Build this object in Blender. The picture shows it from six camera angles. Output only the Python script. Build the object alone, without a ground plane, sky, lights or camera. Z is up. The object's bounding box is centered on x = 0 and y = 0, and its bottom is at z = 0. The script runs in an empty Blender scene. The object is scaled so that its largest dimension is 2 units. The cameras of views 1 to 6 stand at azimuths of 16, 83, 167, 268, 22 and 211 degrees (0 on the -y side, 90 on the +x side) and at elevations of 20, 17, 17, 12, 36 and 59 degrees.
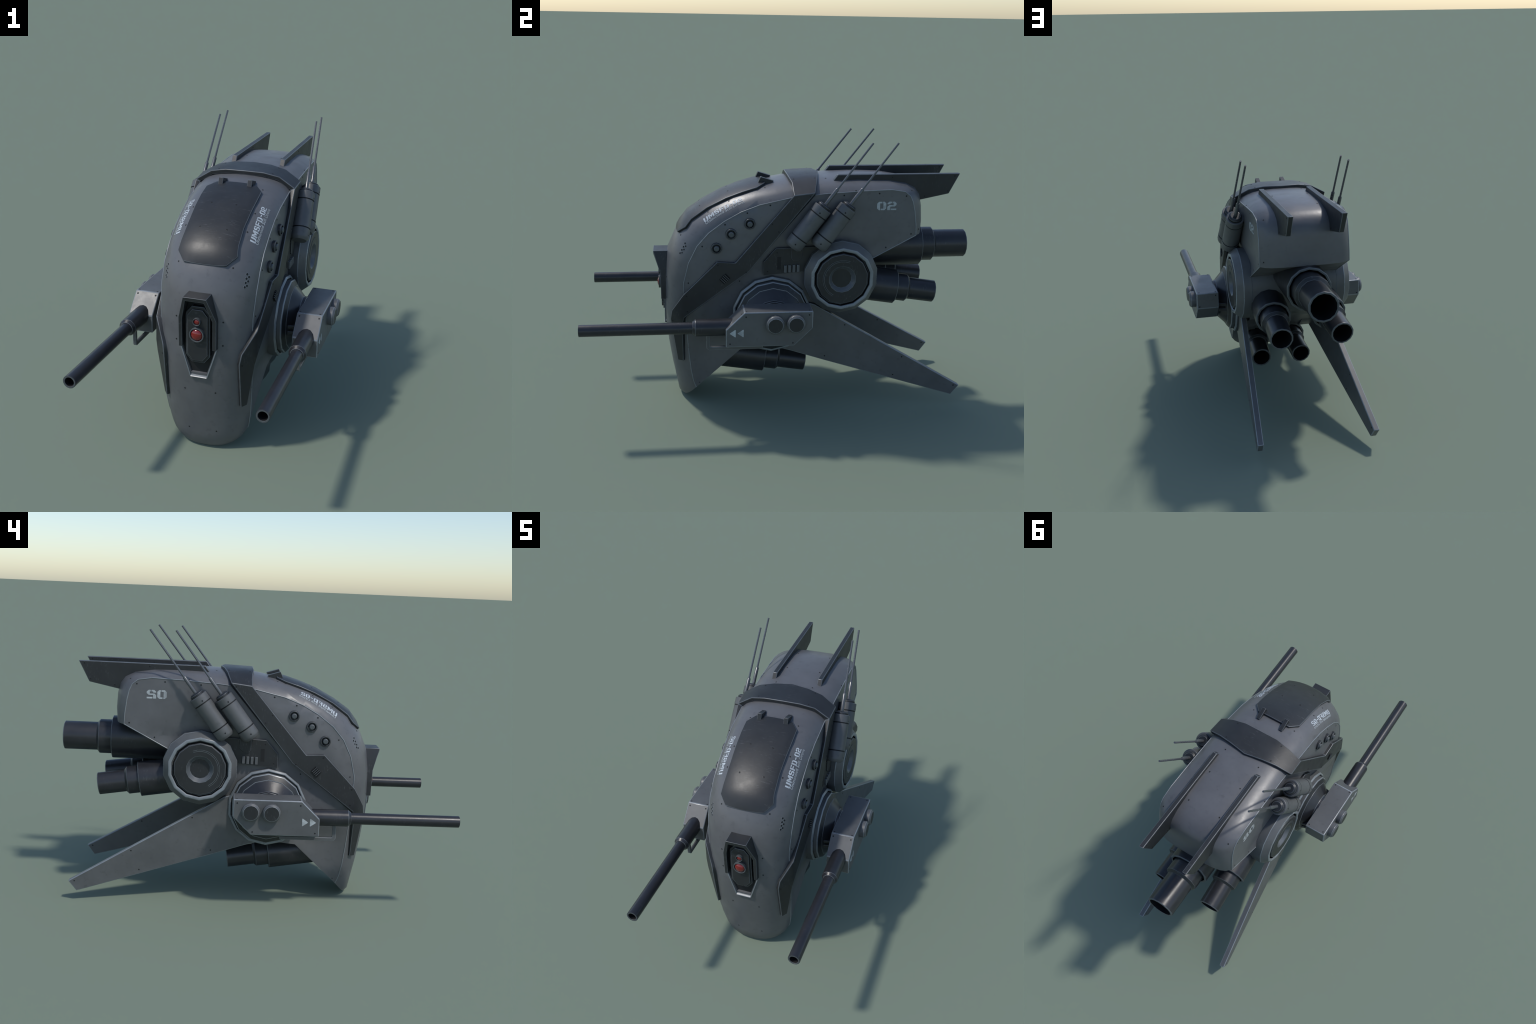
"""Armoured flying drone: bowed grey shell, dark strap, twin gun pods, tail pipes, antennas.
x is across (the craft is symmetric), the nose points to -y, z is up."""
import bpy, bmesh, math, random
from mathutils import Vector, Matrix
from mathutils.bvhtree import BVHTree

random.seed(7)
SIDES = 14                      # the round parts are fourteen-sided
COL = bpy.context.scene.collection


# ------------------------------------------------------------------ materials
def paint(name, base, rough=0.42, grain=0.16, scratch=0.0, spec=0.5, metal=0.0, stain=0.25):
    m = bpy.data.materials.new(name)
    m.use_nodes = True
    nt = m.node_tree
    N, L = nt.nodes, nt.links
    bsdf = N["Principled BSDF"]
    bsdf.inputs["Metallic"].default_value = metal
    bsdf.inputs["Specular IOR Level"].default_value = spec
    tc = N.new("ShaderNodeTexCoord")

    def noise(scale, detail=5.0, rough_=0.6, stretch=None):
        n = N.new("ShaderNodeTexNoise")
        n.inputs["Scale"].default_value = scale
        n.inputs["Detail"].default_value = detail
        n.inputs["Roughness"].default_value = rough_
        if stretch:
            mp = N.new("ShaderNodeMapping")
            mp.inputs["Scale"].default_value = stretch
            mp.inputs["Rotation"].default_value = (0.5, 0.3, 0.7)
            L.new(tc.outputs["Object"], mp.inputs["Vector"])
            L.new(mp.outputs["Vector"], n.inputs["Vector"])
        else:
            L.new(tc.outputs["Object"], n.inputs["Vector"])
        return n.outputs["Fac"]

    def remap(sock, a, b, c, d):
        r = N.new("ShaderNodeMapRange")
        r.inputs[1].default_value, r.inputs[2].default_value = a, b
        r.inputs[3].default_value, r.inputs[4].default_value = c, d
        L.new(sock, r.inputs[0])
        return r.outputs[0]

    def mul(a, b):
        k = N.new("ShaderNodeMath")
        k.operation = "MULTIPLY"
        L.new(a, k.inputs[0])
        if isinstance(b, (int, float)):
            k.inputs[1].default_value = b
        else:
            L.new(b, k.inputs[1])
        return k.outputs[0]

    def mix(fac, a, b):
        x = N.new("ShaderNodeMix")
        x.data_type = "RGBA"
        L.new(fac, x.inputs[0])
        for s, v in ((6, a), (7, b)):
            if isinstance(v, tuple):
                x.inputs[s].default_value = (*v, 1)
            else:
                L.new(v, x.inputs[s])
        return x.outputs[2]

    dark = tuple(c * (1 - grain) for c in base)
    light = tuple(c * (1 + grain) for c in base)
    col = mix(remap(noise(7.0, 6.0, 0.65), 0.3, 0.7, 0, 1), dark, light)
    # grime blotches
    blot = mul(remap(noise(30.0, 4.0, 0.7), 0.57, 0.72, 0, 1), stain)
    col = mix(blot, col, tuple(c * 0.55 for c in base))
    if scratch:
        s1 = remap(noise(26.0, 4.0, 0.7, (1.0, 7.0, 2.0)), 0.57, 0.68, 0, 1)
        s2 = remap(noise(8.0, 4.0, 0.7), 0.48, 0.62, 0, 1)
        sc = mul(mul(s1, s2), scratch)
        col = mix(sc, col, tuple(min(1, c * 2.4 + 0.035) for c in base))
    L.new(col, bsdf.inputs["Base Color"])
    ro = remap(noise(12.0, 5.0, 0.7), 0.3, 0.7, rough - 0.05, rough + 0.06)
    L.new(ro, bsdf.inputs["Roughness"])
    bump = N.new("ShaderNodeBump")
    bump.inputs["Strength"].default_value = 0.06
    bump.inputs["Distance"].default_value = 0.004
    L.new(noise(55.0, 4.0, 0.7), bump.inputs["Height"])
    L.new(bump.outputs["Normal"], bsdf.inputs["Normal"])
    return m


def plain(name, base, rough=0.5, spec=0.5, coat=0.0, grain=0.1):
    m = bpy.data.materials.new(name)
    m.use_nodes = True
    N, L = m.node_tree.nodes, m.node_tree.links
    b = N["Principled BSDF"]
    tc = N.new("ShaderNodeTexCoord")
    n = N.new("ShaderNodeTexNoise")
    n.inputs["Scale"].default_value = 40
    n.inputs["Detail"].default_value = 4
    r = N.new("ShaderNodeValToRGB")
    r.color_ramp.elements[0].position, r.color_ramp.elements[1].position = 0.35, 0.65
    r.color_ramp.elements[0].color = (*[c * (1 - grain) for c in base], 1)
    r.color_ramp.elements[1].color = (*[c * (1 + grain) for c in base], 1)
    L.new(tc.outputs["Object"], n.inputs["Vector"])
    L.new(n.outputs["Fac"], r.inputs["Fac"])
    L.new(r.outputs["Color"], b.inputs["Base Color"])
    b.inputs["Roughness"].default_value = rough
    b.inputs["Specular IOR Level"].default_value = spec
    b.inputs["Coat Weight"].default_value = coat
    return m


PAINT = paint("grey_shell_paint", (0.108, 0.110, 0.116), 0.38, 0.12, stain=0.42, spec=0.6)
PANEL = paint("grey_panel_paint", (0.096, 0.100, 0.103), 0.41, 0.14, stain=0.45, spec=0.52)
ARMOUR = paint("dark_armour_plate", (0.023, 0.025, 0.027), 0.42, 0.2, scratch=0.7, spec=.42)
STEEL = paint("gun_steel", (0.022, 0.023, 0.027), 0.33, 0.25, scratch=0.5, stain=0.2)
PIPE = paint("pipe_rim_metal", (0.075, 0.085, 0.09), 0.45, 0.12)
RIM = paint("pale_rim", (0.20, 0.22, 0.235), 0.30, 0.22, stain=.4, spec=.8)
EDGE = paint("mid_grey_edge", (0.095, 0.105, 0.115), 0.36, 0.30, stain=.5, spec=.6)
ROD = paint("antenna_metal", (0.075, 0.080, 0.086), 0.26, 0.15, spec=0.9)
BLACK = plain("black_recess", (0.010, 0.010, 0.011), 0.7, 0.2)
PIT = plain("dark_pit", (0.016, 0.017, 0.018), 0.6, 0.3)
SOOT = plain("sooty_bore", (0.008, 0.008, 0.009), 0.75, 0.2)
WHITE = plain("pale_stencil_paint", (0.46, 0.50, 0.53), 0.45, 0.4, grain=0.18)
WHITE2 = plain("faded_stencil_paint", (0.38, 0.41, 0.42), 0.5, 0.4, grain=0.22)
RED = plain("red_lens_glass", (0.20, 0.012, 0.010), 0.12, 0.5, coat=0.6, grain=0.05)


# ------------------------------------------------------------------ helpers
def empty(name, parent=None):
    o = bpy.data.objects.new(name, None)
    COL.objects.link(o)
    o.parent = parent
    o.empty_display_size = 0.1
    return o


ROOT = empty("combat_drone")
ROOT["label"] = "grey armoured flying drone with twin side guns and rear tail pipes"
ROOT["category"] = "military drone"


def finish(bm, name, parent, mats, bevel=0.0, sharp=33, seg=2, weld=True):
    """bmesh -> object with optional rounded edges; mats may be one material or a list"""
    if weld:
        bmesh.ops.remove_doubles(bm, verts=bm.verts, dist=1e-5)
    bmesh.ops.recalc_face_normals(bm, faces=bm.faces)
    me = bpy.data.meshes.new(name)
    bm.to_mesh(me)
    bm.free()
    o = bpy.data.objects.new(name, me)
    COL.objects.link(o)
    for m in (mats if isinstance(mats, (list, tuple)) else [mats]):
        me.materials.append(m)
    me.shade_smooth()
    me.set_sharp_from_angle(angle=math.radians(sharp))
    if bevel:
        b = o.modifiers.new("round", "BEVEL")
        b.width, b.segments, b.limit_method, b.angle_limit = bevel, seg, "ANGLE", math.radians(sharp)
        b.use_clamp_overlap = True
        worn = {PAINT: RIM, PANEL: RIM, ARMOUR: EDGE, STEEL: EDGE}.get(me.materials[0])  # pale edge lines coloured into the bevel faces
        if worn:
            me.materials.append(worn)
            b.material = len(me.materials) - 1
        w = o.modifiers.new("flat", "WEIGHTED_NORMAL")
        w.keep_sharp = True
    o.parent = parent
    return o


def twin(o, parent=None, kids=True):
    """the mirrored partner on the other side of the craft"""
    me = o.data.copy()
    me.transform(Matrix.Scale(-1, 4, (1, 0, 0)))
    me.flip_normals()
    c = bpy.data.objects.new(o.name.split(".")[0], me)
    COL.objects.link(c)
    for md in o.modifiers:
        n = c.modifiers.new(md.name, md.type)
        for p in md.bl_rna.properties:
            if not p.is_readonly and p.identifier not in ("name", "type"):
                try:
                    setattr(n, p.identifier, getattr(md, p.identifier))
                except Exception:
                    pass
    c.parent = parent if parent else o.parent
    return c


def face(bm, pts, mat=0):
    f = bm.faces.new([p if isinstance(p, bmesh.types.BMVert) else bm.verts.new(p) for p in pts])
    f.material_index = mat
    return f


def frame(d, up=(0, 0, 1)):
    d = Vector(d).normalized()
    u = Vector(up)
    u = (u - d * u.dot(d))
    if u.length < 1e-4:
        u = Vector((0, 1, 0)) - d * d.y
    u.normalize()
    return d, u, d.cross(u)


def lathe(bm, prof, origin, d, n=SIDES, mats=None, up=(0, 0, 1), phase=0.0):
    """revolve a profile of (distance along d, radius) with n flats; r=0 closes the end"""
    d, u, w = frame(d, up)
    o = Vector(origin)
    rings = []
    for t, r in prof:
        if r < 1e-6:
            rings.append([bm.verts.new(o + d * t)])
        else:
            rings.append([bm.verts.new(o + d * t + (u * math.cos(a) + w * math.sin(a)) * r)
                          for a in (2 * math.pi * (k + phase) / n for k in range(n))])
    for i in range(len(rings) - 1):
        A, B = rings[i], rings[i + 1]
        mi = mats[i] if mats else 0
        for k in range(n):
            a0, a1 = A[k % len(A)], A[(k + 1) % len(A)]
            b0, b1 = B[k % len(B)], B[(k + 1) % len(B)]
            vs = [a0]
            for v in (a1, b1, b0):
                if v not in vs:
                    vs.append(v)
            if len(vs) > 2:
                face(bm, vs, mi)


def prism(bm, poly, fn, t0, t1, mat=0, scale1=1.0):
    """extrude a 2D outline; fn(a, b, t) gives the 3D point"""
    cx = sum(p[0] for p in poly) / len(poly)
    cy = sum(p[1] for p in poly) / len(poly)
    A = [bm.verts.new(fn(a, b, t0)) for a, b in poly]
    B = [bm.verts.new(fn(cx + (a - cx) * scale1, cy + (b - cy) * scale1, t1)) for a, b in poly]
    n = len(poly)
    fs = [face(bm, A, mat), face(bm, B[::-1], mat)]
    for i in range(n):
        fs.append(face(bm, [A[i], B[i], B[(i + 1) % n], A[(i + 1) % n]], mat))
    return fs


def box(bm, lo, hi, mat=0):
    prism(bm, [(lo[1], lo[2]), (hi[1], lo[2]), (hi[1], hi[2]), (lo[1], hi[2])],
          lambda a, b, t: (t, a, b), lo[0], hi[0], mat)


YZ = lambda a, b, t: (t, a, b)      # outline in the side view, thickness across
XZ = lambda a, b, t: (a, t, b)      # outline in the front view, thickness fore-aft


def smooth(t):
    t = max(0.0, min(1.0, t))
    return t * t * (3 - 2 * t)


# ------------------------------------------------------------------ hull
# stations along the shell: crease (x, y, z) | centre line (y, z)
STATIONS = [
    ((.186, -.441, .089), (-.512, .000)), ((.190, -.447, .105), (-.531, .020)), ((.197, -.456, .135), (-.543, .085)),
    ((.205, -.467, .198), (-.563, .190)), ((.210, -.478, .300), (-.580, .300)),
    ((.213, -.487, .415), (-.595, .420)), ((.213, -.496, .540), (-.601, .550)),
    ((.214, -.500, .672), (-.598, .680)), ((.219, -.475, .776), (-.583, .790)),
    ((.221, -.432, .863), (-.541, .887)), ((.221, -.375, .929), (-.478, .976)),
    ((.222, -.297, .988), (-.370, 1.050)), ((.222, -.216, 1.033), (-.258, 1.101)),
    ((.224, -.126, 1.068), (-.148, 1.136)), ((.226, .024, 1.102), (.015, 1.165)),
    ((.226, .200, 1.122), (.200, 1.180)), ((.226, .380, 1.134), (.380, 1.185)),
    ((.225, .530, 1.140), (.530, 1.180)), ((.224, .600, 1.129), (.628, 1.163)),
    ((.223, .628, 1.107), (.678, 1.138)), ((.223, .643, 1.075), (.702, 1.106)),
    ((.223, .654, 1.030), (.714, 1.050)), ((.224, .664, .960), (.719, .975)), ((.224, .668, .906), (.715, .908)),
]
S_STEPS = (0, .2, .38, .54, .68, .80, .90, 1.0)


def bow(s, n=2.5, k=.94):
    """how far the shell stands out at a fraction s of its half width"""
    E = lambda q: (1 - abs(q) ** n) ** (1 / n)
    return (E(k * s) - E(k)) / (1 - E(k))


def strip_point(i, s):
    (x, y, z), (cy, cz) = STATIONS[i]
    f = bow(abs(s), 2.3 if i < 12 else 2.5 if i < 18 else min(4.0, 2.5 + .4 * (i - 17)))
    return Vector((x * s, y + (cy - y) * f, z + (cz - z) * f))


BELLY = [(.228, .451, .790), (.215, .35, .62), (.200, .26, .50), (.197, .225, .465), (.195, .150, .432), (.197, .10, .390),
         (.205, 0, .325), (.210, -.10, .315), (.208, -.216, .303)]
STRAP_LINE = [(.143, 1.132), (-.176, .743), (-.502, .495), (-.507, .244)]


def seg_dist(p, a, b):
    ax, ay, bx, by = a[0], a[1], b[0] - a[0], b[1] - a[1]
    t = max(0, min(1, ((p[0] - ax) * bx + (p[1] - ay) * by) / (bx * bx + by * by + 1e-12)))
    q = (ax + bx * t, ay + by * t)
    return math.hypot(p[0] - q[0], p[1] - q[1]), t


def side_x(y, z):
    """how far out the flat flank stands"""
    ys = [(-.55, .234), (-.2, .238), (0, .236), (.2, .230), (.4, .228), (.7, .225)]
    for (a, xa), (b, xb) in zip(ys, ys[1:]):
        if y <= b:
            x = xa + (xb - xa) * (y - a) / (b - a)
            break
    # the body behind and below the strap lies deeper
    line = 1.132 + (y - .143) * (1.132 - .743) / .319 if y > -.176 else .743 + (y + .176) * .248 / .326
    rec = smooth((line - z) / .06) * smooth((.90 - z) / .08)
    if y < -.49:
        rec = 0
    return x - .016 * rec


def build_hull():
    bm = bmesh.new()
    n = len(STATIONS)
    srow = list(S_STEPS)
    rows = [[bm.verts.new(strip_point(i, s)) for s in srow] for i in range(n)]
    for i in range(n - 1):
        for j in range(len(srow) - 1):
            face(bm, [rows[i][j], rows[i][j + 1], rows[i + 1][j + 1], rows[i + 1][j]])
    R = [bm.verts.new(p) for p in BELLY]
    M = [bm.verts.new((0, y, z)) for x, y, z in BELLY]
    face(bm, rows[-1] + [R[0], M[0]])
    for k in range(len(R) - 1):
        face(bm, [M[k], R[k], R[k + 1], M[k + 1]])
    face(bm, [M[-1], R[-1]] + rows[0][::-1])
    sides = [face(bm, [r[-1] for r in rows] + R)]
    loop = [(s[0][1], s[0][2], s[0][0]) for s in STATIONS] + [(p[1], p[2], p[0]) for p in BELLY]
    bm.normal_update()
    res = bmesh.ops.triangulate(bm, faces=sides)
    fs = res["faces"]
    for axis in (1, 2):
        for k in range(-16, 35):
            co = Vector((0, 0, 0))
            co[axis] = k * .035 + .0113
            no = Vector((0, 0, 0))
            no[axis] = 1
            geom = list(set(fs)) + list({e for f in fs for e in f.edges}) + list({v for f in fs for v in f.verts})
            r = bmesh.ops.bisect_plane(bm, geom=geom, plane_co=co, plane_no=no, dist=1e-6)
            fs = [g for g in r["geom"] if isinstance(g, bmesh.types.BMFace)]
    crease_n = len(STATIONS)
    for v in {v for f in fs for v in f.verts}:
        p = (v.co.y, v.co.z)
        best = (9, 0)
        for a, b in zip(loop, loop[1:] + loop[:1]):
            d, t = seg_dist(p, a, b)
            if d < best[0]:
                best = (d, a[2] + (b[2] - a[2]) * t)
        if best[0] < 1e-4:
            continue
        w = smooth(best[0] / .075)
        low = smooth((.46 - p[1]) / .13)
        x = best[1] + (side_x(*p) - .025 * low - best[1]) * w
        v.co.x = x
    # the other half
    r = bmesh.ops.duplicate(bm, geom=bm.verts[:] + bm.edges[:] + bm.faces[:])
    for v in [g for g in r["geom"] if isinstance(g, bmesh.types.BMVert)]:
        v.co.x *= -1
    bmesh.ops.reverse_faces(bm, faces=[g for g in r["geom"] if isinstance(g, bmesh.types.BMFace)])
    o = finish(bm, "hull", ROOT, PAINT, sharp=33)
    # sensor recess, cut into the nose
    cb = bmesh.new()
    prism(cb, [(-.041, .393), (.041, .393), (.090, .545), (.090, .70), (.056, .79), (-.056, .79), (-.090, .70), (-.090, .545)],
          XZ, -.70, -.552, scale1=.84)
    cut = finish(cb, "cutter", None, BLACK)
    md = o.modifiers.new("cut", "BOOLEAN")
    md.object, md.operation, md.solver = cut, "DIFFERENCE", "EXACT"
    dg = bpy.context.evaluated_depsgraph_get()
    me = bpy.data.meshes.new_from_object(o.evaluated_get(dg), preserve_all_data_layers=True, depsgraph=dg)
    o.modifiers.clear()
    o.data = me
    me.name = "hull"
    bpy.data.objects.remove(cut)
    me.shade_smooth()
    me.set_sharp_from_angle(angle=math.radians(33))
    return o


HULL = build_hull()
_bm = bmesh.new()
_bm.from_mesh(HULL.data)
TREE = BVHTree.FromBMesh(_bm)
_bm.free()


def build_crease_glint():
    """pale bead drawing the highlight where the bowed shell meets the flat flank"""
    path = [Vector(s_[0]) for s_ in STATIONS] + [Vector(BELLY[0])]
    bm = bmesh.new()
    rings = []
    for i, p in enumerate(path):
        t = (path[min(i + 1, len(path) - 1)] - path[max(i - 1, 0)]).normalized()
        u = Vector((1, 0, 0)) - t * t.x
        u.normalize()
        w = t.cross(u)
        rings.append([bm.verts.new(p + (u * math.cos(a) + w * math.sin(a)) * .0026) for a in (k * math.pi / 3 for k in range(6))])
    for A, B in zip(rings, rings[1:]):
        for k in range(6):
            face(bm, [A[k], A[(k + 1) % 6], B[(k + 1) % 6], B[k]])
    face(bm, rings[0][::-1])
    face(bm, rings[-1])
    twin(finish(bm, "crease_glint", HULL, RIM, sharp=70))


build_crease_glint()


# ------------------------------------------------------------------ dark strap over the back
def build_strap():
    bm = bmesh.new()
    V = lambda p: bm.verts.new(p)
    fr = [(0, .029, 1.187), (.095, .029, 1.186), (.172, .037, 1.170), (.250, .038, 1.120)]
    rr = [(0, .196, 1.194), (.095, .178, 1.192), (.172, .163, 1.178), (.253, .143, 1.133)]
    # matched columns across the band
    def at(path, x):
        for a, b in zip(path, path[1:]):
            if x <= b[0] + 1e-6:
                t = (x - a[0]) / (b[0] - a[0])
                return tuple(p + (q - p) * t for p, q in zip(a, b))
        return path[-1]
    cols = (0, .095, .172)
    F = [V(at(fr, x)) for x in cols] + [V(fr[-1])]
    B = [V(at(rr, x)) for x in cols] + [V(rr[-1])]
    for i in range(3):
        face(bm, [F[i], F[i + 1], B[i + 1], B[i]])
    a, b = F[3], B[3]
    c, d, e = V((.256, -.247, .785)), V((.255, -.337, .790)), V((.238, -.503, .618))
    f, g = V((.264, -.176, .743)), V((.240, -.502, .495))
    i_, j, k = V((.231, -.511, .452)), V((.199, -.507, .244)), V((.179, -.535, .242))
    l, m = V((.177, -.569, .470)), V((.185, -.562, .518))
    face(bm, [a, b, f, c])
    face(bm, [c, f, g, e, d])
    face(bm, [e, g, i_, l, m])
    face(bm, [i_, j, k, l])
    geom = bm.verts[:] + bm.edges[:] + bm.faces[:]
    r = bmesh.ops.duplicate(bm, geom=geom)
    for v in [x for x in r["geom"] if isinstance(x, bmesh.types.BMVert)]:
        v.co.x *= -1
    o = finish(bm, "armour_strap", ROOT, ARMOUR, sharp=25)
    # make sure the skin faces outward, then thicken inward
    me = o.data
    tb = bmesh.new()
    tb.from_mesh(me)
    tb.faces.ensure_lookup_table()
    top = max(tb.faces, key=lambda q: q.calc_center_median().z)
    if top.normal.z < 0:
        bmesh.ops.reverse_faces(tb, faces=tb.faces)
    tb.to_mesh(me)
    tb.free()
    s = o.modifiers.new("thick", "SOLIDIFY")
    s.thickness, s.offset, s.use_even_offset = .021, -1, True
    bv = o.modifiers.new("round", "BEVEL")
    bv.width, bv.segments, bv.limit_method, bv.angle_limit = .0035, 2, "ANGLE", math.radians(40)
    me.materials.append(EDGE)
    bv.material = 1
    w = o.modifiers.new("flat", "WEIGHTED_NORMAL")
    # cooling slots
    sb = bmesh.new()
    dx, dz = Vector((0, .707, .707)), Vector((0, .707, -.707))
    for q in range(9):                    # five dark slots, four paler slats between them
        dark = q % 2 == 0
        c0 = Vector((.2612, -.298, .704)) + dx * ((q - 4) * .00475)
        w_, h_, up = (.0016, .0168, .0012) if dark else (.0014, .0160, .0018)
        pts = [c0 + dx * a + dz * b_ for a, b_ in ((-w_, -h_), (w_, -h_), (w_, h_), (-w_, h_))]
        n = Vector((1, 0, 0))
        A = [sb.verts.new(p - n * .004) for p in pts]
        B_ = [sb.verts.new(p + n * up) for p in pts]
        m_ = 0 if dark else 1
        face(sb, A[::-1], m_)
        face(sb, B_, m_)
        for t in range(4):
            face(sb, [A[t], A[(t + 1) % 4], B_[(t + 1) % 4], B_[t]], m_)
    sl = finish(sb, "cooling_grille", o, [BLACK, EDGE])
    twin(sl)
    return o


STRAP = build_strap()


# ------------------------------------------------------------------ canopy plate and its two catches
def build_canopy():
    bm = bmesh.new()
    rows = [(.095, (-.521, .902), (-.530, .900)), (.135, (-.486, .938), (-.521, .940)),
            (.127, (-.452, .970), (-.481, .988)), (.129, (-.378, 1.035), (-.405, 1.046)),
            (.134, (-.286, 1.087), (-.303, 1.097)), (.135, (-.205, 1.113), (-.21, 1.131)),
            (.135, (-.133, 1.136), (-.137, 1.150)), (.096, (-.089, 1.152), (-.088, 1.160))]
    grid = []
    for w, (ey, ez), (cy, cz) in rows:
        line = []
        for s in (-1, -.82, -.6, -.32, 0, .32, .6, .82, 1):
            f = abs(s) ** 2.3
            q = Vector((w * s, cy + (ey - cy) * f, cz + (ez - cz) * f))
            loc, nor, _, _ = TREE.find_nearest(q)
            lift = .0135 if grid else .0135 - .0085 * (1 - f)
            line.append(bm.verts.new(loc + nor * lift))
        grid.append(line)
    for A, B in zip(grid, grid[1:]):
        for j in range(8):
            face(bm, [A[j], B[j], B[j + 1], A[j + 1]])
    o = finish(bm, "canopy", ROOT, ARMOUR, sharp=60)
    tb = bmesh.new()
    tb.from_mesh(o.data)
    tb.normal_update()
    if sum(f.normal.z for f in tb.faces) < 0:
        bmesh.ops.reverse_faces(tb, faces=tb.faces)
    tb.to_mesh(o.data)
    tb.free()
    s = o.modifiers.new("thick", "SOLIDIFY")
    s.thickness, s.offset = .018, -1
    bv = o.modifiers.new("round", "BEVEL")
    bv.width, bv.segments, bv.limit_method, bv.angle_limit = .003, 2, "ANGLE", math.radians(50)
    o.data.materials.append(EDGE)
    bv.material = 1
    o.modifiers.new("flat", "WEIGHTED_NORMAL")
    cb = bmesh.new()
    prism(cb, [(-.127, 1.138), (-.108, 1.180), (-.042, 1.160), (-.055, 1.140)], YZ, .059, .081)
    c = finish(cb, "canopy_catch", o, ARMOUR, .0015)
    twin(c)
    return o


CANOPY = build_canopy()


# ------------------------------------------------------------------ sensor eye on the nose
def build_sensor():
    top = empty("sensor_housing", ROOT)
    # bent hood
    bm = bmesh.new()
    path = [(.086, .545, -.615, -.56), (.086, .683, -.617, -.55), (.052, .794, -.652, -.545)]
    path = path + [(-x, z, f, b) for x, z, f, b in path[::-1]]
    t = .0165
    inner = [(.0695, .545), (.0695, .679), (.0425, .777)]
    inner = inner + [(-x, z) for x, z in inner[::-1]]
    Of = [bm.verts.new((x, f, z)) for x, z, f, b in path]
    Ob = [bm.verts.new((x, b, z)) for x, z, f, b in path]
    If = [bm.verts.new((x, p[2], z)) for (x, z), p in zip(inner, path)]
    Ib = [bm.verts.new((x, p[3], z)) for (x, z), p in zip(inner, path)]
    for i in range(5):
        face(bm, [Of[i], Of[i + 1], Ob[i + 1], Ob[i]])
        face(bm, [If[i], Ib[i], Ib[i + 1], If[i + 1]])
        face(bm, [Of[i], If[i], If[i + 1], Of[i + 1]])
        face(bm, [Ob[i], Ob[i + 1], Ib[i + 1], Ib[i]])
    for i in (0, 5):
        face(bm, [Of[i], Ob[i], Ib[i], If[i]])
    finish(bm, "hood", top, ARMOUR, .0015)

    def octo(w, z0, z1, c):
        return [(-w + c, z0), (w - c, z0), (w, z0 + c * 1.25), (w, z1 - c * 1.25), (w - c, z1), (-w + c, z1),
                (-w, z1 - c * 1.25), (-w, z0 + c * 1.25)]
    bm = bmesh.new()
    prism(bm, octo(.055, .474, .738, .027), XZ, -.54, -.606)
    prism(bm, octo(.046, .486, .726, .023), XZ, -.600, -.614)
    finish(bm, "sensor_plate", top, ARMOUR, .002)
    for r, z in ((.0175, .674), (.0335, .613)):
        bm = bmesh.new()
        lathe(bm, [(-.012, r), (.014, r), (.014, r * .84), (.004, r * .80), (.004, 0)], (0, -.614, z), (0, -1, 0), 16)
        finish(bm, "lens_ring", top, PIPE, .001)
        bm = bmesh.new()
        rr = r * .82
        prof = [(rr * .62 * math.sin(a) + .004, rr * math.cos(a)) for a in (0, .3, .6, .9, 1.2)] + [(rr * .62 + .004, 0)]
        lathe(bm, prof, (0, -.614, z), (0, -1, 0), 24)
        finish(bm, "lens", top, RED, sharp=60)
    # dark floor of the recess
    bm = bmesh.new()
    prism(bm, [(-.039, .406), (.039, .406), (.079, .545), (.079, .69), (.050, .775), (-.050, .775), (-.079, .69), (-.079, .545)],
          XZ, -.584, -.552)
    finish(bm, "recess_floor", top, PIT)
    # pale bars modelled as the sun glint along the lower half of the recess
    bm = bmesh.new()
    prism(bm, [(-.602, .3985), (-.594, .4065), (-.578, .4065), (-.578, .395)], YZ, -.0375, .0375)
    for sx in (1, -1):
        a, b = Vector((sx * .0385, -.5965, .400)), Vector((sx * .0830, -.5955, .545))
        lathe(bm, [(0, 0), (0, .0034), ((b - a).length, .0034), ((b - a).length, 0)], a, b - a, 6)
    finish(bm, "recess_lip_glint", top, RIM, sharp=50)


build_sensor()


# ------------------------------------------------------------------ flank: lamps, vents, tech panel
def build_lamps():
    for y, z in ((-.338, .857), (-.266, .928), (-.175, .979)):
        bm = bmesh.new()
        lathe(bm, [(-.010, .0275), (.006, .0275), (.009, .0250), (.009, .0205), (-.002, .0195), (-.002, .0150),
                   (.013, .0135), (.016, .0105), (.016, 0)], (.239, y, z), (1, 0, 0), SIDES, mats=[0, 0, 0, 1, 1, 2, 2, 2])
        o = finish(bm, "flank_lamp", HULL, [ARMOUR, BLACK, PIPE], .0008)
        twin(o)


build_lamps()


def build_vents():
    """seven small breather holes in two rows on each cheek"""
    spots = [(.180, -.489, .868), (.178, -.496, .850), (.192, -.490, .857), (.176, -.503, .833),
             (.191, -.499, .840), (.175, -.512, .816), (.189, -.509, .823)]
    for sx in (1, -1):
        for x, y, z in spots:
            loc, nor, _, _ = TREE.find_nearest(Vector((x * sx, y, z)))
            bm = bmesh.new()
            lathe(bm, [(-.002, .0070), (.0005, .0068), (.0008, .0056), (.0002, .0052), (.0002, 0)], loc, nor, 10,
                  mats=[0, 0, 1, 1])
            finish(bm, "breather_hole", HULL, [RIM, PIT], sharp=40)


build_vents()


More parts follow.
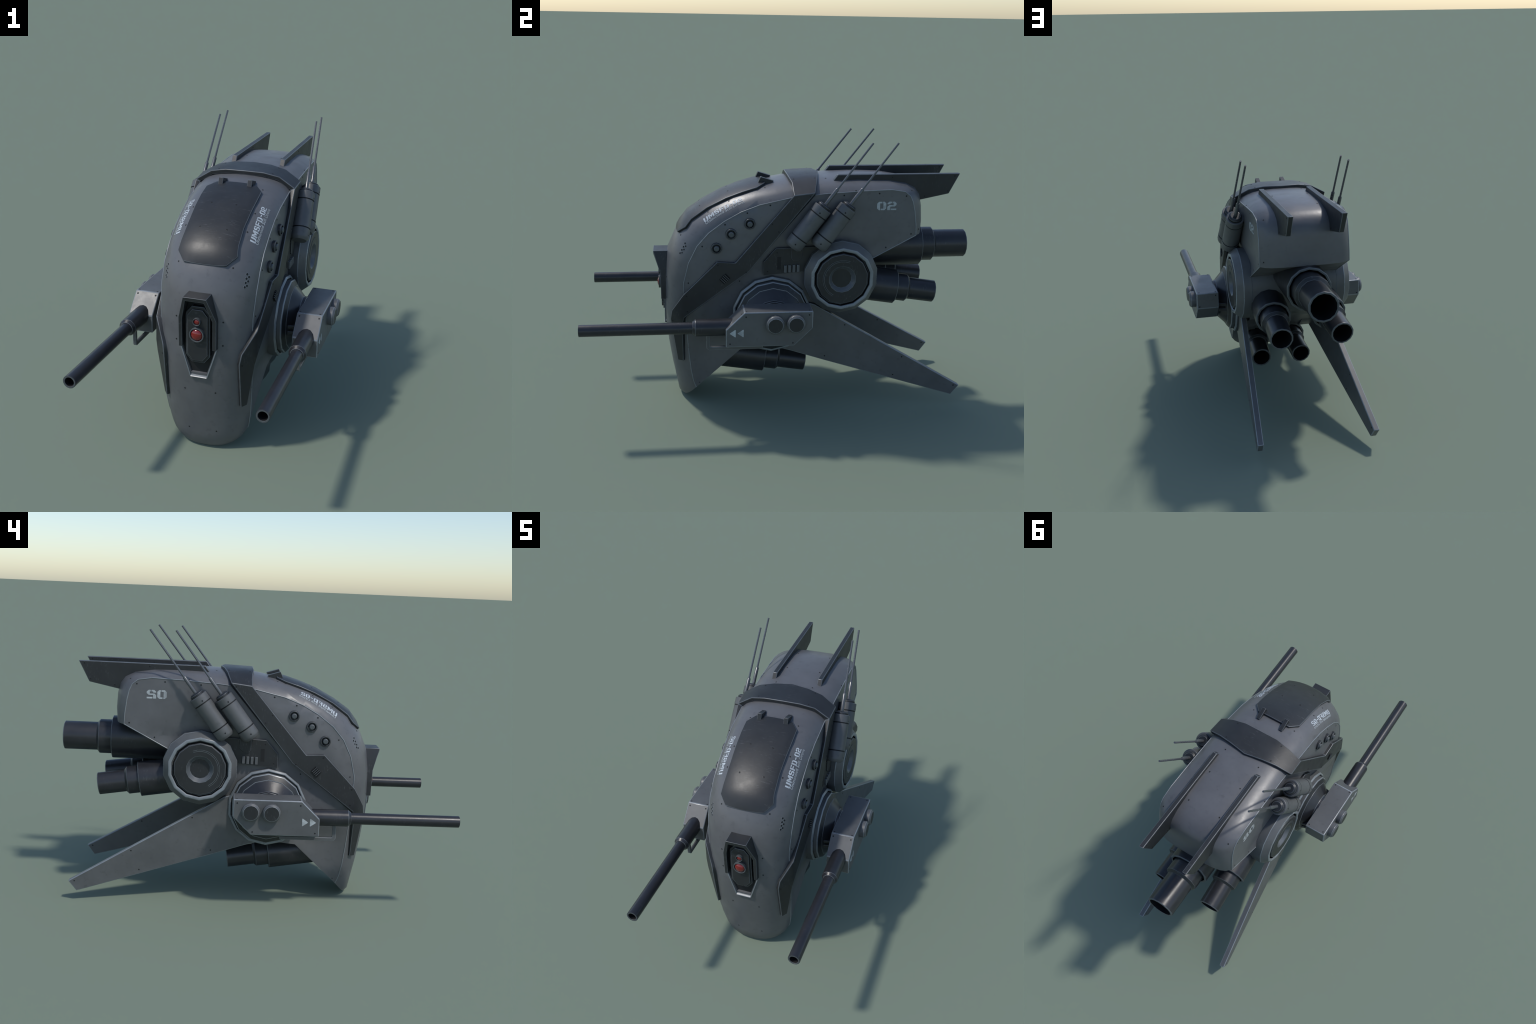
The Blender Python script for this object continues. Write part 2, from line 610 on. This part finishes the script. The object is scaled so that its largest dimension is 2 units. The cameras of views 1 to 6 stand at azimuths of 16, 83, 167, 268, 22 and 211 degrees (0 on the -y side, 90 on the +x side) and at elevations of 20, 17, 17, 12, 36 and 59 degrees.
def build_tech_panel():
    bm = bmesh.new()
    prism(bm, [(-.104, .712), (.15, .733), (.20, .80), (.16, .858), (-.043, .852), (-.104, .782)], YZ, .195, .2395)
    o = finish(bm, "service_panel", ROOT, ARMOUR, .002)
    k = []
    bm = bmesh.new()
    prism(bm, [(.033, .80), (.043, .787), (.068, .787), (.090, .808), (.090, .87), (.033, .87)], YZ, .21, .2455)
    k.append(finish(bm, "hinge_flap", o, ARMOUR, .0015))
    bm = bmesh.new()
    box(bm, (.21, -.036, .742), (.2405, -.017, .807))
    k.append(finish(bm, "slot", o, PIT))
    for t in range(4):
        bm = bmesh.new()
        y = -.002 + t * .0215
        box(bm, (.205, y, .728 + t * .001), (.250, y + .0125, .764 + t * .001))
        k.append(finish(bm, "cooling_fin", o, PANEL, .001))
    p = twin(o)
    for c in k:
        twin(c, p)
    return o


TECH = build_tech_panel()


# ------------------------------------------------------------------ drum between the big side rotors
def build_drum():
    bm = bmesh.new()
    lathe(bm, [(-.222, 0), (-.222, .1885), (.222, .1885), (.222, 0)], (0, .284, .705), (1, 0, 0))
    finish(bm, "axle_drum", ROOT, PANEL)
    C = (0, .284, .705)
    bm = bmesh.new()
    lathe(bm, [(.222, .150), (.222, .1885), (.266, .1885), (.299, .160), (.3015, .157), (.3015, .146), (.298, .143), (.278, .140), (.278, .10)], C, (1, 0, 0),
          mats=[0, 0, 0, 1, 1, 1, 2, 2])
    w = finish(bm, "rotor_ring", ROOT, [PANEL, RIM, BLACK], .0025, sharp=30)
    bm = bmesh.new()
    lathe(bm, [(.26, .132), (.299, .132), (.303, .128), (.303, .068), (.300, .064), (.282, .051), (.282, 0)], C, (1, 0, 0),
          mats=[0, 0, 0, 1, 2, 0])
    d = finish(bm, "rotor_disc", w, [ARMOUR, PIPE, EDGE], .001, sharp=30)
    # raised arc groove on the disc
    bm = bmesh.new()
    A0, A1, r0, r1 = math.radians(68), math.radians(242), .0985, .0915
    m = 12
    def arc(r0, r1, x0, x1):
        P = []
        for q in range(m + 1):
            a = A0 + (A1 - A0) * q / m
            P.append([(x, C[1] + math.cos(a) * r, C[2] + math.sin(a) * r) for r, x in ((r0, x0), (r0, x1), (r1, x1), (r1, x0))])
        R = [[bm.verts.new(p) for p in row] for row in P]
        for X, Y in zip(R, R[1:]):
            for s in range(4):
                face(bm, [X[s], X[(s + 1) % 4], Y[(s + 1) % 4], Y[s]])
        face(bm, R[0]); face(bm, R[-1][::-1])
    arc(.0965, .0935, .30, .3034)
    g = finish(bm, "arc_groove", w, BLACK)
    bm = bmesh.new()
    arc(.0935, .0900, .30, .3042)
    arc(.0995, .0965, .30, .3042)
    h = finish(bm, "arc_lip", w, PIPE)
    w2 = twin(w)
    for c in (d, g, h):
        twin(c, w2)


build_drum()


# ------------------------------------------------------------------ gun pods
def build_gun():
    C = (0, -.060, .507)
    mount = empty("gun_mount", ROOT)
    parts = []
    bm = bmesh.new()
    lathe(bm, [(.13, 0), (.13, .2), (.247, .2), (.255, .192), (.253, .187), (.236, .183), (.236, .181), (.272, .1815), (.277, .177),
               (.292, .154), (.292, .1), ], C, (1, 0, 0), mats=[0, 0, 1, 1, 2, 2, 0, 1, 3, 3])
    parts.append(finish(bm, "mount_ring", mount, [PANEL, RIM, BLACK, ARMOUR], .0015, sharp=28))
    bm = bmesh.new()
    lathe(bm, [(.28, .150), (.292, .152), (.336, .106), (.352, .104), (.352, 0)], C, (1, 0, 0))
    parts.append(finish(bm, "mount_cone", mount, STEEL, .002, sharp=30))
    bm = bmesh.new()
    for z0, z1 in ((.505, .520), (.474, .490)):
        prism(bm, [(-.208, .27), (.088, .27), (.070, .348), (-.190, .348)], lambda a, b, t: (b, a, t), z0, z1)
    parts.append(finish(bm, "tilt_rail", mount, ARMOUR, .0015))
    bm = bmesh.new()
    prism(bm, [(-.204, .26), (.084, .26), (.066, .348), (-.186, .348)], lambda a, b, t: (b, a, t), .4899, .5051)
    parts.append(finish(bm, "rail_gap", mount, BLACK))
    m2 = empty("gun_mount", ROOT)
    for p in parts:
        twin(p, m2)

    gun = empty("gun_pod", ROOT)
    parts = []
    prof = [(-.305, .426), (.026, .426), (.115, .514), (.115, .602), (-.216, .602), (-.305, .515)]
    bm = bmesh.new()
    prism(bm, prof, YZ, .3450, .4665)
    parts.append(finish(bm, "gun_housing", gun, PANEL, .0045, seg=2))
    for y, z in ((-.070, .542), (.030, .5445)):
        bm = bmesh.new()
        lathe(bm, [(.455, .0445), (.490, .0445), (.499, .0365), (.499, 0)], (0, y, z), (1, 0, 0), 16, mats=[0, 0, 1])
        parts.append(finish(bm, "round_knob", gun, [PANEL, ARMOUR], .001, sharp=30))
    bm = bmesh.new()
    lathe(bm, [(.22, .0), (.22, .0415), (.449 - .0, .0415), (.463, .031), (.463, 0)], (.407, 0, .509), (0, -1, 0), SIDES)
    parts.append(finish(bm, "barrel_sleeve", gun, STEEL, .0015, sharp=28))
    bm = bmesh.new()
    lathe(bm, [(.44, .0290), (.999, .0290), (1.0, .0275), (1.0, .0215), (.998, .0205), (.85, .0205), (.85, 0)], (.407, 0, .508), (0, -1, 0), SIDES,
          mats=[0, 0, 1, 1, 2, 2])
    parts.append(finish(bm, "gun_barrel", gun, [STEEL, PIPE, SOOT], sharp=28))
    bm = bmesh.new()
    o_ = [(-.120, .390), (-.385, .390), (-.395, .400), (-.395, .475), (-.379, .475), (-.379, .410), (-.374, .406), (-.120, .406)]
    prism(bm, o_, YZ, .391, .407)
    parts.append(finish(bm, "barrel_bracket", gun, PANEL, .0015))
    # two pale forward arrows
    for y in (-.2865, -.2485):
        bm = bmesh.new()
        prism(bm, [(y, .4965), (y, .4985), (y + .026, .5165), (y + .0285, .5150), (y + .0285, .480), (y + .026, .4785)], YZ, .4655, .4674)
        parts.append(finish(bm, "arrow_mark", gun, WHITE2))
    g2 = empty("gun_pod", ROOT)
    for p in parts:
        twin(p, g2)
    return gun, g2


GUN, GUN2 = build_gun()


# ------------------------------------------------------------------ tail pipes
def tail_pipe(o, d, L0, L1, L2, R0, R1, R2):
    """outer shroud to L0, collar to L1, open tube to L2 along d"""
    up = (0, 0, 1)
    p = empty("tail_pipe", ROOT)
    bm = bmesh.new()
    lathe(bm, [(0, 0), (0, R0), (L0 - .003, R0), (L0, R0 - .003), (L0, R0 - .012), (L0 - .05, R0 - .013), (L0 - .05, 0)], o, d, mats=[0, 0, 1, 1, 2, 2], up=up)
    finish(bm, "pipe_shroud", p, [STEEL, PIPE, SOOT], .001, sharp=28)
    bm = bmesh.new()
    lathe(bm, [(L0 - .06, R1), (L1 - .004, R1), (L1 + .008, R2 + .001), (L1 + .008, R2 - .01)], o, d, up=up, mats=[0, 1, 0])
    finish(bm, "pipe_collar", p, [STEEL, ARMOUR], .001, sharp=28)
    bm = bmesh.new()
    t = max(.008, R2 * .14)
    lathe(bm, [(L1 - .02, R2), (L2 - .003, R2), (L2, R2 - .002), (L2, R2 - t), (L2 - .42, R2 - t - .001), (L2 - .42, 0)], o, d, up=up,
          mats=[0, 1, 1, 2, 2])
    finish(bm, "pipe_tube", p, [STEEL, PIPE, SOOT], .001, sharp=28)
    return p


tail_pipe((0, .35, .797), (0, 1, .004), .40, .47, .650, .1125, .0905, .0745)
for sx in (1, -1):
    a = Vector((sx * .134, .33, .647))
    d = Vector((sx * .0365, 1, -.142)).normalized()
    tail_pipe(a, d, .268, .330, .478, .0905, .0715, .0575)
    a = Vector((sx * .095, -.42, .273))
    d = Vector((sx * .0365, 1, -.142)).normalized()
    tail_pipe(a, d, .345, .413, .561, .083, .066, .0545)


# ------------------------------------------------------------------ back fins, landing fins
def build_fins():
    bm = bmesh.new()
    prism(bm, [(.250, 1.168), (.274, 1.200), (.904, 1.204), (.852, 1.100), (.700, 1.068), (.60, 1.10), (.45, 1.15)], YZ, .1135, .1385)
    o = finish(bm, "back_fin", ROOT, ARMOUR, .003)
    p = twin(o)
    bm = bmesh.new()
    out = [(-.10, .62), (.16, .553), (.934, .106), (.893, .052), (.22, .246), (.04, .300), (-.12, .34)]
    lean = lambda y: .2415 + .064 * (y - .16) / .774
    prism(bm, out, lambda a, b, t: (lean(a) + t, a, b), -.030, 0)
    l = finish(bm, "landing_fin", ROOT, PANEL, .004)
    l2 = twin(l)
    return o, p, l, l2


FIN, FIN2, LEG, LEG2 = build_fins()


# ------------------------------------------------------------------ antenna canisters
def build_antenna():
    parts = []
    d = Vector((-.051, .760, 1.0)).normalized()
    for dy in (0, .125):
        base = Vector((.2815, .0425 + dy, .884))
        c = empty("antenna_unit", ROOT)
        bm = bmesh.new()
        prof = [(-.020, 0), (-.020, .036), (-.010, .0440), (-.004, .0465), (.036, .0465)]
        prof += [(.0365, .0440), (.0415, .0440), (.042, .0465), (.042, .0457), (.1815, .0457), (.182, .0440), (.187, .0440), (.1875, .0465),
                 (.224, .0465), (.227, .0440), (.227, .036)]
        mats = [0, 0, 0, 0, 1, 1, 1, 0, 0, 1, 1, 1, 0, 0, 0]
        lathe(bm, prof, base, d, 20, mats=mats)
        a = finish(bm, "canister", c, [PANEL, PIT], sharp=32)
        bm = bmesh.new()
        lathe(bm, [(.215, .0355), (.238, .0355), (.246, .026), (.246, 0)], base, d, 18)
        b = finish(bm, "canister_cap", c, ARMOUR, .001, sharp=30)
        bm = bmesh.new()
        lathe(bm, [(.24, .0095), (.336, .0095), (.341, .0075), (.341, 0)], base, d, 12)
        lathe(bm, [(.335, .0056), (.6185, .0052), (.6185, 0)], base, d, 8)
        w = finish(bm, "antenna_rod", c, ROD, sharp=40)
        parts.append((a, b, w))
    for t in parts:
        c = empty("antenna_unit", ROOT)
        for p in t:
            twin(p, c)


build_antenna()

# ------------------------------------------------------------------ stencilled markings
G = {
    "U": [[(0, 1), (.32, 1), (.32, .2), (.45, .2), (.45, 0), (.2, 0), (0, .2)], [(.55, 0), (.55, .2), (.68, .2), (.68, 1), (1, 1), (1, .2), (.8, 0)]],
    "M": [[(0, 0), (0, 1), (.24, 1), (.24, 0)], [(.76, 0), (.76, 1), (1, 1), (1, 0)], [(.27, 1), (.5, .58), (.73, 1), (.73, .55), (.5, .12), (.27, .55)]],
    "S": [[(.2, 1), (0, .8), (0, .6), (.2, .42), (.68, .42), (.68, .18), (.55, .18), (.55, 0), (.8, 0), (1, .2), (1, .42), (.8, .6), (.32, .6), (.32, .82), (.45, .82), (.45, 1)],
          [(.55, 1), (.8, 1), (1, .82), (1, .7), (.68, .7), (.68, .82), (.55, .82)], [(.45, 0), (.2, 0), (0, .18), (0, .3), (.32, .3), (.32, .18), (.45, .18)]],
    "F": [[(0, 0), (0, 1), (.4, 1), (.4, .82), (.32, .82), (.32, .58), (.85, .58), (.85, .4), (.32, .4), (.32, 0)], [(.5, .82), (.5, 1), (1, 1), (1, .82)]],
    "D": [[(0, 0), (0, 1), (.32, 1), (.32, 0)], [(.4, 0), (.4, .18), (.68, .18), (.68, .82), (.4, .82), (.4, 1), (.8, 1), (1, .8), (1, .2), (.8, 0)]],
    "-": [[(.1, .42), (.1, .6), (.9, .6), (.9, .42)]],
    "0": [[(.2, 0), (0, .2), (0, .8), (.2, 1), (.56, 1), (.56, .82), (.32, .82), (.32, .18), (.36, .18), (.36, 0)],
          [(.8, 0), (.44, 0), (.44, .18), (.68, .18), (.68, .82), (.64, .82), (.64, 1), (.8, 1), (1, .8), (1, .2)]],
    "2": [[(0, .8), (.2, 1), (.5, 1), (.5, .82), (.32, .82), (.32, .7), (0, .7)],
          [(.57, 1), (.8, 1), (1, .8), (1, .6), (.8, .42), (.32, .42), (.32, 0), (0, 0), (0, .4), (.2, .58), (.68, .58), (.68, .82), (.57, .82)],
          [(.39, 0), (1, 0), (1, .18), (.39, .18)]],
}
WIDTH = {"M": 1.25, "-": .7}


def lay(bm, place, lift=.0011):
    """drop a flat lettering mesh (u, v) onto the hull and give it the thickness of paint"""
    bm.normal_update()
    bmesh.ops.triangulate(bm, faces=bm.faces)
    for _ in range(2):
        long_ = [e for e in bm.edges if e.calc_length() > .10]
        if long_:
            bmesh.ops.subdivide_edges(bm, edges=long_, cuts=1)
            bmesh.ops.triangulate(bm, faces=bm.faces)
    for v in bm.verts:
        q = place(v.co.x, v.co.y)
        loc, nor, _, _ = TREE.find_nearest(q)
        v.co = loc + nor * lift
    bmesh.ops.recalc_face_normals(bm, faces=bm.faces)
    r = bmesh.ops.extrude_face_region(bm, geom=bm.faces[:])
    for v in [g for g in r["geom"] if isinstance(g, bmesh.types.BMVert)]:
        loc, nor, _, _ = TREE.find_nearest(v.co)
        v.co -= nor * .0009


def word(text, gap=.16):
    bm = bmesh.new()
    x = 0
    for ch in text:
        w = WIDTH.get(ch, 1.0)
        for poly in G[ch]:
            face(bm, [(x + a * w, b, 0) for a, b in poly])
        x += w + gap
    return bm, x - gap


def on_cheek(u, v, p0=(-.392, .973), p1=(-.207, 1.083), x0=.1845, h=.0235):
    """u 0..1 along the line, v 0..1 up the letter, on the upper cheek of the shell"""
    y = p0[0] + (p1[0] - p0[0]) * u
    z = p0[1] + (p1[1] - p0[1]) * u + .008 * math.sin(math.pi * u)
    return Vector((x0 - h * v, y - .006 * v, z + .012 * v))


def build_marks():
    def both(bm, name, mat):
        o = finish(bm, name, HULL, mat, weld=False)
        twin(o)
    bm, w = word("UMSFD-02")
    for v in bm.verts:
        v.co.x /= w
    lay(bm, on_cheek)
    both(bm, "stencil_lettering", WHITE)
    cu = bpy.data.curves.new("line", "FONT")
    cu.body = "Unmanned Scifi Drone"
    cu.size, cu.resolution_u, cu.offset = 1.0, 2, .006
    t = bpy.data.objects.new("line", cu)
    COL.objects.link(t)
    dg = bpy.context.evaluated_depsgraph_get()
    me = bpy.data.meshes.new_from_object(t.evaluated_get(dg))
    bpy.data.objects.remove(t)
    bm = bmesh.new()
    bm.from_mesh(me)
    bmesh.ops.remove_doubles(bm, verts=bm.verts, dist=1e-4)
    w = max(v.co.x for v in bm.verts)
    for v in bm.verts:
        v.co.x /= w
        v.co.y /= .72
    lay(bm, lambda u, v: on_cheek(u, v, (-.388, .966), (-.198, 1.076), .197, .0095))
    both(bm, "small_lettering", WHITE2)
    bm, w = word("02", .13)
    for v in bm.verts:
        v.co.x /= w
    lay(bm, lambda u, v: Vector((.24, .459 + .098 * u, 1.038 + .043 * v)))
    both(bm, "stencil_number", WHITE2)


build_marks()


# ------------------------------------------------------------------ countersunk screws
def build_screws():
    bm = bmesh.new()
    lathe(bm, [(-.002, .0052), (.0005, .0050), (.0007, .0040), (.0002, .0036), (.0002, 0)], (0, 0, 0), (0, 0, 1), 10, mats=[0, 0, 1, 1])
    tmpl = finish(bm, "screw", None, [PANEL, PIT], sharp=40)
    me = tmpl.data
    bpy.data.objects.remove(tmpl)
    bm = bmesh.new()
    lathe(bm, [(-.002, .0052), (.0005, .0050), (.0007, .0040), (.0002, .0036), (.0002, 0)], (0, 0, 0), (0, 0, 1), 10, mats=[0, 0, 1, 1])
    tmpl = finish(bm, "screw", None, [ARMOUR, PIT], sharp=40)
    me_dark = tmpl.data
    bpy.data.objects.remove(tmpl)
    dg = bpy.context.evaluated_depsgraph_get()
    cache = {}

    def tree(o):
        if o.name not in cache:
            e = o.evaluated_get(dg).to_mesh()
            b = bmesh.new()
            b.from_mesh(e)
            cache[o.name] = BVHTree.FromBMesh(b)
            b.free()
        return cache[o.name]

    def put(host, loc, nor, dark=False):
        o = bpy.data.objects.new("screw", me_dark if dark else me)
        COL.objects.link(o)
        z = nor.normalized()
        o.matrix_world = Matrix.Translation(loc) @ z.to_track_quat("Z", "Y").to_matrix().to_4x4()
        o.parent = host

    def shoot(host, host2, p, d, dark=False, both=True):
        loc, nor, _, _ = tree(host).ray_cast(Vector(p), Vector(d))
        if loc is None:
            return
        if nor.dot(Vector(d)) > 0:
            nor = -nor
        put(host, loc, nor, dark)
        if both:
            put(host2, Vector((-loc.x, loc.y, loc.z)), Vector((-nor.x, nor.y, nor.z)), dark)

    IN = (-1, 0, 0)
    for y, z in ((-.074, 1.067), (-.186, 1.029), (-.295, .972), (-.407, .863), (-.477, .673), (-.223, .683), (-.463, .600),
                 (-.424, .115), (.468, 1.122), (.606, 1.108), (.642, .913), (.516, .844), (.291, 1.114)):
        shoot(HULL, HULL, (.6, y, z), IN)
    for y, z in ((.118, 1.115), (-.066, .98), (-.033, .941), (-.332, .775), (-.193, .739), (-.487, .612), (-.484, .53)):
        shoot(STRAP, STRAP, (.6, y, z), IN, True)
    shoot(STRAP, STRAP, (.5, -.9, .455), (-.31, .34, .01), True)
    for y, z in ((-.038, .83), (-.084, .733)):
        shoot(TECH, TECH, (.6, y, z), IN, True)
    for y, z in ((.552, 1.186), (.876, 1.191), (.845, 1.114), (.725, 1.088)):
        shoot(FIN, FIN2, (.6, y, z), IN, True)
        shoot(FIN, FIN2, (.0, y, z), (1, 0, 0), True)
    for y, z in ((.317, .443), (.621, .267), (.903, .106), (.220, .271), (.580, .166)):
        shoot(LEG, LEG2, (.6, y, z), IN)
        shoot(LEG, LEG2, (.0, y, z), (1, 0, 0))
    gh, gh2 = [o for o in bpy.data.objects if o.name.startswith("gun_housing")]
    for y, z in ((-.209, .580), (.096, .584), (.019, .442), (-.285, .444)):
        shoot(gh, gh2, (.6, y, z), IN)
    for x, y in ((.359, -.206), (.452, -.206), (.360, .098), (.451, .098)):
        shoot(gh, gh2, (x, y, .8), (0, 0, -1))
    for x in (.359, .452):
        shoot(gh, gh2, (x, -.5, .59), (0, 1, 0))
    for x, z in ((.362, .586), (.452, .526)):
        shoot(gh, gh2, (x, .4, z), (0, -1, 0))
    for x, z in ((.107, .672), (.107, .562), (.072, .320), (.066, .102), (.124, .896)):
        shoot(HULL, HULL, (x, -.9, z), (0, 1, 0))
    for x, y in ((.092, .374), (.092, .56), (.101, .193 + .025), (.222, .350), (.195, .640), (.143, -.374), (.146, -.271), (.128, -.092)):
        shoot(HULL, HULL, (x, y, 1.6), (0, 0, -1))
    for x, z in ((.207, .933),):
        shoot(HULL, HULL, (x, 1.2, z), (0, -1, 0))
    for x, y in ((.135, .050), (.137, .156)):
        shoot(STRAP, STRAP, (x, y, 1.6), (0, 0, -1), True)
    for x, y in ((.062, -.414), (.058, -.272)):
        shoot(CANOPY, CANOPY, (x, y, 1.6), (0, 0, -1), True)
    cans = [o for o in bpy.data.objects if o.name.startswith("canister") and "cap" not in o.name]
    d = Vector((-.051, .760, 1.0)).normalized()
    for o in cans[:2]:
        dy = 0 if o is cans[0] else .125
        base = Vector((.2815, .0425 + dy, .884))
        for t in (.014, .206):
            p = base + d * t
            q = Vector((1, -.25, 0)).normalized()
            other = cans[2] if o is cans[0] else cans[3]
            shoot(o, other, p + q * .2, -q)


build_screws()
